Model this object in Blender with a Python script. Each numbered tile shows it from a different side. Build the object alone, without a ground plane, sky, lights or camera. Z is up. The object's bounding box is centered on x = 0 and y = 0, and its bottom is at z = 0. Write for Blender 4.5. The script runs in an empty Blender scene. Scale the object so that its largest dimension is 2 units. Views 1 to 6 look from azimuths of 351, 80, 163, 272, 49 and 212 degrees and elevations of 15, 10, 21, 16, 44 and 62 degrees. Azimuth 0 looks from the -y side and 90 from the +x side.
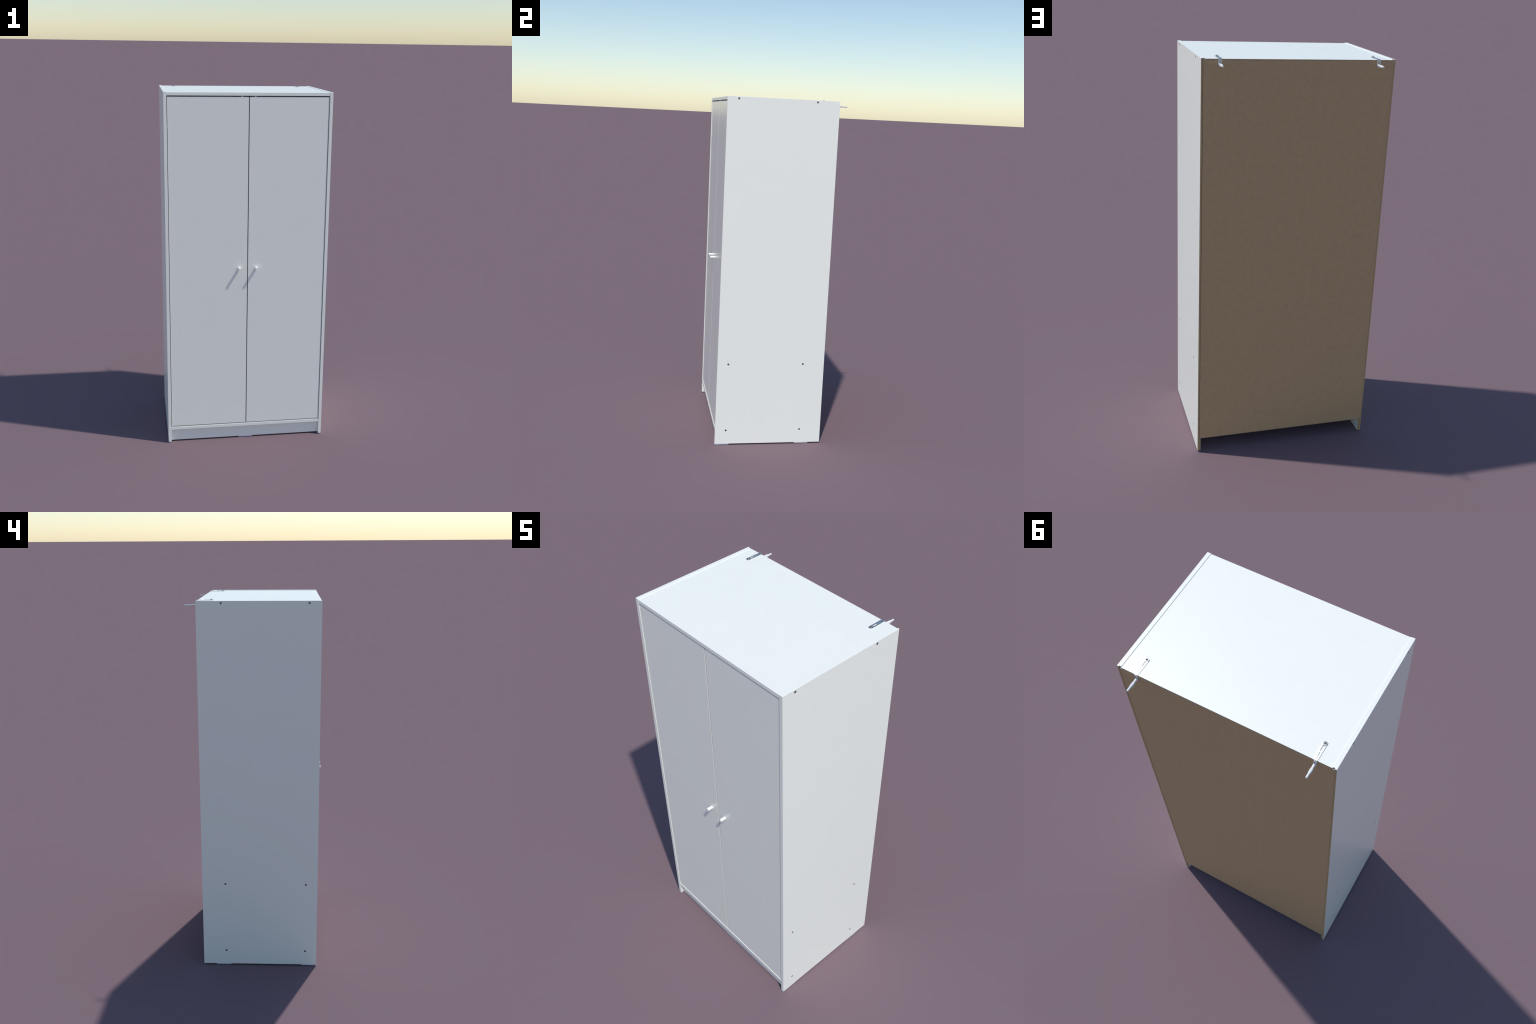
"""White two-door wardrobe: foil-covered board carcass, hardboard back, knobs,
glides, assembly screws, back-panel nails and two wall-anchoring brackets."""
import bpy, bmesh, math
from mathutils import Vector, Matrix

# ------------------------------------------------------------------ sizes (m)
HALF_W = 0.4507            # outer half width
BOARD = 0.0170             # carcass board thickness
IN_X = HALF_W - BOARD      # inner face of a side
Y_FRONT, Y_BACK = -0.3319, 0.2928
Z_BASE, Z_SIDE = 0.0050, 1.9957
Z_TOP = 1.9935             # upper face of the top board, a step below the sides
Z_RAIL = 0.0955            # upper face of the bottom board
Y_DOOR, DOOR_T = -0.3289, 0.0175
DOOR_Z0, DOOR_Z1 = 0.1010, 1.9712
REBATE_X, REBATE_Y = 0.4426, 0.2891    # groove in the sides for the back
BACK_Z0, BACK_Z1 = 0.0845, 1.9878
Y_TIP = 0.3560             # knob tip (-) and wall plug tip (+)
SCREW_Y = (-0.2692, 0.1669)
SCREW_Z = (0.0870, 0.4870, 1.9845)

COLL = bpy.context.scene.collection

# ------------------------------------------------------------------ materials
def new_mat(name, rough, metallic=0.0, spec=0.5):
    m = bpy.data.materials.new(name)
    m.use_nodes = True
    nt = m.node_tree
    b = nt.nodes["Principled BSDF"]
    b.inputs["Roughness"].default_value = rough
    b.inputs["Metallic"].default_value = metallic
    b.inputs["Specular IOR Level"].default_value = spec
    return m, nt, b


def noise(nt, scale, detail=3.0, rough=0.5, stretch=(1, 1, 1)):
    tc = nt.nodes.new("ShaderNodeTexCoord")
    mp = nt.nodes.new("ShaderNodeMapping")
    mp.inputs["Scale"].default_value = stretch
    n = nt.nodes.new("ShaderNodeTexNoise")
    n.inputs["Scale"].default_value = scale
    n.inputs["Detail"].default_value = detail
    n.inputs["Roughness"].default_value = rough
    nt.links.new(tc.outputs["Object"], mp.inputs["Vector"])
    nt.links.new(mp.outputs["Vector"], n.inputs["Vector"])
    return n


def ramp(nt, src, stops):
    r = nt.nodes.new("ShaderNodeValToRGB")
    els = r.color_ramp.elements
    while len(els) < len(stops):
        els.new(0.5)
    for e, (p, c) in zip(els, stops):
        e.position = p
        e.color = (*c, 1)
    nt.links.new(src, r.inputs["Fac"])
    return r


def mix(nt, fac, a, b, mode="MIX"):
    m = nt.nodes.new("ShaderNodeMix")
    m.data_type = "RGBA"
    m.blend_type = mode
    if isinstance(fac, float):
        m.inputs["Factor"].default_value = fac
    else:
        nt.links.new(fac, m.inputs["Factor"])
    nt.links.new(a, m.inputs["A"])
    nt.links.new(b, m.inputs["B"])
    return m.outputs["Result"]


def bump(nt, bsdf, src, strength, dist):
    b = nt.nodes.new("ShaderNodeBump")
    b.inputs["Strength"].default_value = strength
    b.inputs["Distance"].default_value = dist
    nt.links.new(src, b.inputs["Height"])
    nt.links.new(b.outputs["Normal"], bsdf.inputs["Normal"])


def make_foil(name, col, rough):
    m, nt, b = new_mat(name, rough)
    n = noise(nt, 9.0, 3.0)
    lo = tuple(c * 0.997 for c in col)
    hi = tuple(min(1, c * 1.003) for c in col)
    r = ramp(nt, n.outputs["Fac"], [(0.35, lo), (0.65, hi)])
    nt.links.new(r.outputs["Color"], b.inputs["Base Color"])
    return m


def make_hardboard():
    m, nt, b = new_mat("brown_hardboard", 0.62, spec=0.35)
    coarse = noise(nt, 38.0, 5.0, 0.55)
    fine = noise(nt, 120.0, 3.0, 0.6)
    a = ramp(nt, coarse.outputs["Fac"],
             [(0.30, (0.527, 0.352, 0.191)), (0.50, (0.543, 0.367, 0.200)), (0.70, (0.560, 0.383, 0.210))])
    f = ramp(nt, fine.outputs["Fac"], [(0.3, (0.95, 0.95, 0.95)), (0.7, (1.04, 1.04, 1.04))])
    nt.links.new(mix(nt, 1.0, a.outputs["Color"], f.outputs["Color"], "MULTIPLY"), b.inputs["Base Color"])
    bump(nt, b, fine.outputs["Fac"], 0.25, 0.0006)
    return m


def make_raw_edge():
    m, nt, b = new_mat("raw_board_edge", 0.75, spec=0.25)
    n = noise(nt, 260.0, 3.0, 0.65)
    r = ramp(nt, n.outputs["Fac"],
             [(0.30, (0.440, 0.310, 0.157)), (0.55, (0.490, 0.347, 0.182)), (0.75, (0.535, 0.385, 0.210))])
    nt.links.new(r.outputs["Color"], b.inputs["Base Color"])
    bump(nt, b, n.outputs["Fac"], 0.4, 0.0008)
    return m


def make_metal(name, col, rough):
    m, nt, b = new_mat(name, rough, metallic=1.0)
    n = noise(nt, 160.0, 2.0)
    r = ramp(nt, n.outputs["Fac"], [(0.3, tuple(c * 0.9 for c in col)), (0.7, col)])
    nt.links.new(r.outputs["Color"], b.inputs["Base Color"])
    return m


WHITE = make_foil("white_foil", (0.972, 0.985, 0.902), 0.30)
DOOR_WHITE = make_foil("white_door_foil", (0.978, 0.986, 0.896), 0.22)
KNOB_WHITE = make_foil("white_lacquer", (0.96, 0.965, 0.90), 0.28)
HARD = make_hardboard()
RAW = make_raw_edge()
EDGE_GREY = make_foil("pale_board_edge", (0.60, 0.60, 0.59), 0.7)
ZINC = make_metal("zinc_plated_steel", (0.70, 0.70, 0.69), 0.38)
HEAD_STEEL = make_metal("dull_screw_steel", (0.40, 0.42, 0.44), 0.50)
DARK_STEEL = make_metal("dark_screw_steel", (0.26, 0.27, 0.29), 0.40)
NAIL = make_foil("nail_head_steel", (0.40, 0.375, 0.35), 0.45)
HOLE = make_foil("drilled_hole_grey", (0.16, 0.16, 0.17), 0.7)
GLIDE = make_foil("pale_lilac_plastic", (0.80, 0.80, 0.97), 0.4)
PLUG = make_foil("grey_white_plastic", (0.88, 0.89, 0.87), 0.35)

# ------------------------------------------------------------------ mesh tools
def shade(me, flat, angle):
    """Boards are flat shaded; turned pieces are smooth up to an angle."""
    if flat:
        me.polygons.foreach_set("use_smooth", [False] * len(me.polygons))
    else:
        me.set_sharp_from_angle(angle=math.radians(angle))


def finish(bm, name, mats, angle=30.0, flat=False):
    bmesh.ops.recalc_face_normals(bm, faces=bm.faces)
    me = bpy.data.meshes.new(name)
    bm.to_mesh(me)
    bm.free()
    for m in mats:
        me.materials.append(m)
    shade(me, flat, angle)
    o = bpy.data.objects.new(name, me)
    COLL.objects.link(o)
    return o


def attach(child, parent):
    child.parent = parent
    return child


def box_bm(lo, hi, bevel=0.0, seg=2):
    bm = bmesh.new()
    bmesh.ops.create_cube(bm, size=1.0)
    c = [(a + b) / 2 for a, b in zip(lo, hi)]
    s = [b - a for a, b in zip(lo, hi)]
    for v in bm.verts:
        v.co = Vector(c[i] + v.co[i] * s[i] for i in range(3))
    if bevel:
        bmesh.ops.bevel(bm, geom=bm.edges[:], offset=bevel, segments=seg, profile=0.5, affect="EDGES")
    return bm


def prism_bm(profile, axis, a, b, bevel=0.0, seg=2):
    """Extrude a closed 2D profile along one axis (the other two in cyclic order)."""
    i, j = [(1, 2), (0, 2), (0, 1)][axis]
    bm = bmesh.new()
    vs = []
    for p in profile:
        co = [0.0, 0.0, 0.0]
        co[i], co[j], co[axis] = p[0], p[1], a
        vs.append(bm.verts.new(co))
    f = bm.faces.new(vs)
    ext = bmesh.ops.extrude_face_region(bm, geom=[f])
    d = Vector((0, 0, 0))
    d[axis] = b - a
    bmesh.ops.translate(bm, vec=d, verts=[g for g in ext["geom"] if isinstance(g, bmesh.types.BMVert)])
    bmesh.ops.recalc_face_normals(bm, faces=bm.faces)
    if bevel:
        bmesh.ops.bevel(bm, geom=bm.edges[:], offset=bevel, segments=seg, profile=0.5, affect="EDGES")
    return bm


def lathe_bm(profile, seg=32):
    """Revolve (radius, height) points round the z axis; ends on the axis close it."""
    bm = bmesh.new()
    rings = []
    for r, z in profile:
        if r < 1e-7:
            rings.append([bm.verts.new((0, 0, z))])
        else:
            rings.append([bm.verts.new((r * math.cos(2 * math.pi * k / seg),
                                        r * math.sin(2 * math.pi * k / seg), z)) for k in range(seg)])
    for a, b in zip(rings, rings[1:]):
        for k in range(seg):
            n = (k + 1) % seg
            if len(a) == 1:
                bm.faces.new((a[0], b[k], b[n]))
            elif len(b) == 1:
                bm.faces.new((a[k], b[0], a[n]))
            else:
                bm.faces.new((a[k], b[k], b[n], a[n]))
    return bm


def cutter(r, p0, p1, seg=28):
    """Hidden cylinder from p0 to p1 used for boolean holes."""
    p0, p1 = Vector(p0), Vector(p1)
    bm = bmesh.new()
    bmesh.ops.create_cone(bm, cap_ends=True, segments=seg, radius1=r, radius2=r, depth=(p1 - p0).length)
    q = Vector((0, 0, 1)).rotation_difference((p1 - p0).normalized())
    bmesh.ops.transform(bm, matrix=Matrix.Translation((p0 + p1) / 2) @ q.to_matrix().to_4x4(), verts=bm.verts)
    return bm


def drill(obj, cutter_bms, flat=False):
    """Subtract all cutters at once, then bake the result into the mesh."""
    big = bmesh.new()
    for c in cutter_bms:
        t = bpy.data.meshes.new("tmp")
        c.to_mesh(t)
        c.free()
        big.from_mesh(t)
        bpy.data.meshes.remove(t)
    bmesh.ops.recalc_face_normals(big, faces=big.faces)
    me = bpy.data.meshes.new("drill")
    big.to_mesh(me)
    big.free()
    tool = bpy.data.objects.new("drill", me)
    COLL.objects.link(tool)
    md = obj.modifiers.new("holes", "BOOLEAN")
    md.operation, md.object, md.solver = "DIFFERENCE", tool, "EXACT"
    dg = bpy.context.evaluated_depsgraph_get()
    new = bpy.data.meshes.new_from_object(obj.evaluated_get(dg))
    obj.modifiers.clear()
    old = obj.data
    obj.data = new
    bpy.data.meshes.remove(old)
    new.name = obj.name
    shade(new, flat, 30)
    bpy.data.objects.remove(tool)
    bpy.data.meshes.remove(me)


def paint_back(obj, y_min, slot=1):
    """Faces that look backwards near the rear edge are bare, uncoated board."""
    for p in obj.data.polygons:
        if p.center.y > y_min and p.normal.y > 0.5:
            p.material_index = slot


# ------------------------------------------------------------------ the thing
root = bpy.data.objects.new("wardrobe", None)
root["label"] = "tall white two-door wardrobe with brown hardboard back"
root["category"] = "wardrobe"
COLL.objects.link(root)

# --- sides: board with a rebate for the back panel along the whole rear inner edge
def build_side(sign):
    prof = [(HALF_W, Y_FRONT), (HALF_W, Y_BACK), (REBATE_X, Y_BACK), (REBATE_X, REBATE_Y),
            (IN_X, REBATE_Y), (IN_X, Y_FRONT)]
    prof = [(sign * x, y) for x, y in prof]
    o = finish(prism_bm(prof, 2, Z_BASE, Z_SIDE, 0.0006, 2), "side_panel", [WHITE, RAW, HOLE], flat=True)
    cuts = [cutter(0.0056, (sign * (HALF_W + 0.01), y, z), (sign * (HALF_W - 0.004), y, z))
            for y in SCREW_Y for z in SCREW_Z]
    drill(o, cuts, True)
    for p in o.data.polygons:
        x, y = abs(p.center.x), p.center.y
        bare_back = p.normal.y > 0.5 and y > REBATE_Y - 0.001
        groove = y > REBATE_Y and x < REBATE_X + 1e-4
        hole_wall = HALF_W - 0.0045 < x < HALF_W - 0.0008 and Y_FRONT + 0.02 < y < 0.2
        if hole_wall:
            p.material_index = 2
        elif bare_back or groove:
            p.material_index = 1
    return attach(o, root)


sides = [build_side(-1), build_side(1)]

# --- assembly screws sunk in the side holes: dark countersunk heads with a socket
screw_profile = [(0.0052, -0.002), (0.0052, 0.0), (0.0046, 0.0006), (0.0024, 0.0006), (0.0022, -0.0012), (0, -0.0014)]
screw_proto = finish(lathe_bm(screw_profile, 24), "assembly_screw", [DARK_STEEL])
first = True
for side, sign in zip(sides, (-1, 1)):
    for y in SCREW_Y:
        for z in SCREW_Z:
            s = screw_proto if first else screw_proto.copy()
            if not first:
                COLL.objects.link(s)
            first = False
            s.rotation_euler = (0, sign * math.pi / 2, 0)
            s.location = (sign * (HALF_W - 0.0026), y, z)
            attach(s, side)

# --- top and bottom boards: rebated at the rear so a thin lip covers the back panel's edge
gap = 0.0004
def cross_board(name, z0, z1, lip_top):
    if lip_top:
        prof = [(Y_FRONT + 0.0008, z0), (REBATE_Y, z0), (REBATE_Y, BACK_Z1 + 0.0004), (Y_BACK - 0.0003, BACK_Z1 + 0.0004),
                (Y_BACK - 0.0003, z1), (Y_FRONT + 0.0008, z1)]
    else:
        prof = [(Y_FRONT + 0.0008, z0), (Y_BACK - 0.0003, z0), (Y_BACK - 0.0003, BACK_Z0 - 0.0004), (REBATE_Y, BACK_Z0 - 0.0004),
                (REBATE_Y, z1), (Y_FRONT + 0.0008, z1)]
    o = finish(prism_bm(prof, 0, -IN_X + gap, IN_X - gap, 0.0007, 2), name, [WHITE, RAW], flat=True)
    paint_back(o, 0.28)
    return attach(o, root)


top = cross_board("top_panel", Z_TOP - BOARD, Z_TOP, True)
bottom = cross_board("bottom_panel", Z_RAIL - BOARD, Z_RAIL, False)

plinth = attach(finish(box_bm((-IN_X + gap, -0.3130, Z_BASE), (IN_X - gap, -0.3130 + BOARD, Z_RAIL - BOARD - 0.0003), 0.0006),
                       "plinth", [WHITE], flat=True), root)
shelf = attach(finish(box_bm((-IN_X + gap, -0.300, 0.487 - BOARD / 2), (IN_X - gap, REBATE_Y - 0.001, 0.487 + BOARD / 2), 0.0006),
                      "shelf", [WHITE], flat=True), root)

# --- clothes rail inside, behind the doors
bm = lathe_bm([(0, 0), (0.0125, 0), (0.0125, 2 * IN_X - 0.002), (0, 2 * IN_X - 0.002)], 24)
bmesh.ops.transform(bm, matrix=Matrix.Translation((-IN_X + 0.001, -0.02, 1.895)) @ Matrix.Rotation(math.pi / 2, 4, "Y"), verts=bm.verts)
attach(finish(bm, "clothes_rail", [ZINC]), root)

# --- glides under the sides and in the middle of the plinth
def build_foot(x0, x1, y0, y1):
    bm = box_bm((x0, y0, 0.0), (x1, y1, Z_BASE + 0.0002))
    low = [e for e in bm.edges if all(v.co.z < 0.001 for v in e.verts)]
    bmesh.ops.bevel(bm, geom=low, offset=0.0012, segments=3, profile=0.5, affect="EDGES")
    return finish(bm, "foot", [GLIDE], flat=True)


for side, sign in zip(sides, (-1, 1)):
    xa, xb = sorted((sign * (HALF_W - 0.0010), sign * (IN_X + 0.0010)))
    attach(build_foot(xa, xb, -0.3312, -0.2505), side)
    attach(build_foot(xa, xb, 0.1405, 0.2215), side)
attach(build_foot(-0.0410, 0.0400, -0.3122, -0.2970), plinth)

# --- doors with knobs and hinges
knob_len = Y_TIP + Y_DOOR
knob_proto = finish(lathe_bm([(0.0076, -0.0010), (0.0078, 0.0), (0.0080, knob_len - 0.0004),
                              (0.0077, knob_len), (0, knob_len)], 40), "knob", [KNOB_WHITE])
hinge_proto = finish(box_bm((-0.0030, -0.0030, -0.0055), (0.0030, 0.060, 0.0055), 0.0008), "hinge", [ZINC], flat=True)
catch_proto = finish(box_bm((-0.0034, 0.0, -0.0062), (0.0034, 0.030, 0.0), 0.0008), "door_stop", [KNOB_WHITE], flat=True)
fresh = {"knob": True, "hinge": True, "stop": True}


def instance(proto, key):
    if fresh[key]:
        fresh[key] = False
        return proto
    o = proto.copy()
    COLL.objects.link(o)
    return o


for sign in (-1, 1):
    xs = sorted((sign * 0.0023, sign * (IN_X - 0.0031)))
    door = attach(finish(box_bm((xs[0], Y_DOOR, DOOR_Z0), (xs[1], Y_DOOR + DOOR_T, DOOR_Z1), 0.0008, 3), "door", [DOOR_WHITE], flat=True), root)
    k = instance(knob_proto, "knob")
    k.rotation_euler = (math.pi / 2, 0, 0)
    k.location = (sign * 0.0475, Y_DOOR, 1.0367)
    attach(k, door)
    for z in (0.257, 1.8150):
        h = instance(hinge_proto, "hinge")
        h.location = (sign * (IN_X - 0.0016), Y_DOOR + (0.012 if z > 1 else 0.032), z)
        attach(h, door)
    c = instance(catch_proto, "stop")
    c.location = (sign * 0.0357 - 0.0016, Y_DOOR + 0.001, Z_TOP - BOARD - 0.0002)
    attach(c, top)

# --- back: two hardboard leaves meeting in the middle, pale grey top edges
SEAM = -0.0025
for x0, x1 in ((-REBATE_X + 0.0002, SEAM - 0.00008), (SEAM + 0.00008, REBATE_X - 0.0018)):
    o = finish(box_bm((x0, REBATE_Y + 0.0002, BACK_Z0), (x1, Y_BACK - 0.0001, BACK_Z1)),
               "back_panel", [HARD, EDGE_GREY, WHITE], flat=True)
    for p in o.data.polygons:
        if p.normal.z > 0.9:
            p.material_index = 1
        elif p.normal.y < -0.9:
            p.material_index = 2
    attach(o, root)
tape = attach(finish(box_bm((SEAM - 0.012, REBATE_Y - 0.0008, 0.10), (SEAM + 0.012, REBATE_Y + 0.0001, 1.975)),
                     "joining_strip", [HARD], flat=True), root)

# --- nails round the edge of the back
nail_proto = finish(lathe_bm([(0.0032, -0.001), (0.0032, 0.0002), (0.0026, 0.0006), (0, 0.0008)], 18), "nail", [NAIL])
xs = [0.4366] + [0.006 + 0.1079 * k for k in range(3, -4, -1)] + [-0.4398]
zs = [0.0920 + (1.9820 - 0.0920) * k / 11 for k in range(12)]
spots = [(x, z) for z in (zs[0], zs[-1]) for x in xs] + [(x, z) for x in (0.4366, -0.4398) for z in zs[1:-1]]
for n, (x, z) in enumerate(spots):
    o = nail_proto if n == 0 else nail_proto.copy()
    if n:
        COLL.objects.link(o)
    o.rotation_euler = (-math.pi / 2, 0, 0)
    o.location = (x, Y_BACK - 0.0001, z)
    attach(o, root)

# --- wall brackets: bent steel strip, fixing screw, wall plug
def build_bracket(cx):
    w, t = 0.0084, 0.0021
    y0, y1, zt, zb = 0.2112, 0.2952, Z_TOP + 0.0002, 1.9598
    r = 0.0028                       # outer bend radius
    prof = [(y0, zt), (y0, zt + t)]
    for k in range(6):
        a = math.pi / 2 * (1 - k / 5)
        prof.append((y1 - r + r * math.cos(a), zt + t - r + r * math.sin(a)))
    prof += [(y1, zb), (y1 - t, zb)]
    for k in range(6):
        a = math.pi / 2 * k / 5
        ri = r - t
        prof.append((y1 - r + ri * math.cos(a), zt + t - r + ri * math.sin(a)))
    o = finish(prism_bm(prof, 0, cx - w, cx + w), "wall_bracket", [ZINC])
    me = o.data
    # clipped corners at both ends of the strip
    bm = bmesh.new()
    bm.from_mesh(me)
    ends = []
    for e in bm.edges:
        a, b = (v.co for v in e.verts)
        same_x = abs(a.x - b.x) < 1e-6
        if same_x and (abs(a.y - y0) < 1e-6 and abs(b.y - y0) < 1e-6):
            ends.append(e)
        elif same_x and (abs(a.z - zb) < 1e-6 and abs(b.z - zb) < 1e-6):
            ends.append(e)
    bmesh.ops.bevel(bm, geom=ends, offset=0.0045, segments=3, profile=0.5, affect="EDGES")
    bm.to_mesh(me)
    bm.free()
    # long slot in the top arm, round hole in the drop arm
    slot = bmesh.new()
    pts = []
    for yc, s in ((0.2505, 1), (0.2300, -1)):
        for k in range(9):
            a = math.pi * k / 8 * s if s > 0 else math.pi + math.pi * k / 8
            pts.append((cx + 0.0026 * math.cos(a), yc + 0.0026 * math.sin(a)))
    slot = prism_bm(pts, 2, zt - 0.004, zt + 0.006)
    drill(o, [slot, cutter(0.0032, (cx, y1 + 0.004, 1.9798), (cx, y1 - 0.006, 1.9798), 20)])
    attach(o, root)
    # pressed stiffening rib along the top arm, running over the bend
    rib = lathe_bm([(0, -0.0005), (0.0016, 0.002), (0.0017, 0.030), (0, 0.0385)], 16)
    bmesh.ops.transform(rib, matrix=Matrix.Translation((cx, 0.2565, zt + t - 0.0009)) @ Matrix.Rotation(-math.pi / 2, 4, "X"), verts=rib.verts)
    attach(finish(rib, "stiffening_rib", [ZINC], 60), o)
    gus = lathe_bm([(0, -0.001), (0.0024, 0.0008), (0.0016, 0.0030), (0, 0.0042)], 16)
    bmesh.ops.transform(gus, matrix=Matrix.Translation((cx, y1 - 0.0010, zt + t - 0.0010)) @ Matrix.Rotation(math.radians(190), 4, "X"), verts=gus.verts)
    attach(finish(gus, "corner_dimple", [ZINC], 60), o)
    # fixing screw: flat washer head with a small socketed button in the middle
    zs_ = zt + t
    s = finish(lathe_bm([(0.0086, zs_ - 0.0004), (0.0086, zs_ + 0.0010), (0.0082, zs_ + 0.0014), (0.0040, zs_ + 0.0016), (0, zs_ + 0.0014)], 32),
               "bracket_screw", [HEAD_STEEL])
    s.location = (cx, 0.2196, 0)
    attach(s, o)
    d = finish(lathe_bm([(0.0042, zs_ + 0.0012), (0.0039, zs_ + 0.0028), (0.0028, 2.0 - 0.0002), (0.0022, 2.0), (0.0016, 1.9984), (0, 1.9980)], 24),
               "screw_button", [DARK_STEEL], 60)
    d.location = s.location
    attach(d, o)
    # wall plug: collar, slotted body with four spreading ribs, hollow tip
    L = Y_TIP - y1
    prof = [(0, -0.0005), (0.0068, -0.0005), (0.0068, 0.0014), (0.0052, 0.0022), (0.0050, 0.012), (0.0046, 0.0165),
            (0.0042, 0.022), (0.0041, 0.044), (0.0042, 0.046), (0.0042, L - 0.0008), (0.0036, L), (0.0019, L), (0.0017, L - 0.010), (0, L - 0.010)]
    bm = lathe_bm(prof, 28)
    for q in range(4):               # ribs: thin wedges swelling mid-length
        rib = bmesh.new()
        out = [(0.0030, 0.015), (0.0052, 0.018), (0.0061, 0.023), (0.0060, 0.032), (0.0049, 0.041), (0.0032, 0.045)]
        loop = [(rr, zz) for rr, zz in out] + [(0.0010, 0.045), (0.0010, 0.015)]
        vs = [rib.verts.new((rr, -0.0016, zz)) for rr, zz in loop]
        f = rib.faces.new(vs)
        e = bmesh.ops.extrude_face_region(rib, geom=[f])
        bmesh.ops.translate(rib, vec=(0, 0.0032, 0), verts=[g for g in e["geom"] if isinstance(g, bmesh.types.BMVert)])
        bmesh.ops.recalc_face_normals(rib, faces=rib.faces)
        bmesh.ops.rotate(rib, cent=(0, 0, 0), matrix=Matrix.Rotation(q * math.pi / 2 + math.pi / 4, 3, "Z"), verts=rib.verts)
        tmp = bpy.data.meshes.new("rib")
        rib.to_mesh(tmp)
        rib.free()
        bm.from_mesh(tmp)
        bpy.data.meshes.remove(tmp)
    p = finish(bm, "wall_plug", [PLUG], 40)
    p.rotation_euler = (-math.pi / 2, 0, 0)
    p.location = (cx, y1, 1.9690)
    attach(p, o)


for cx in (-0.3680, 0.3676):
    build_bracket(cx)
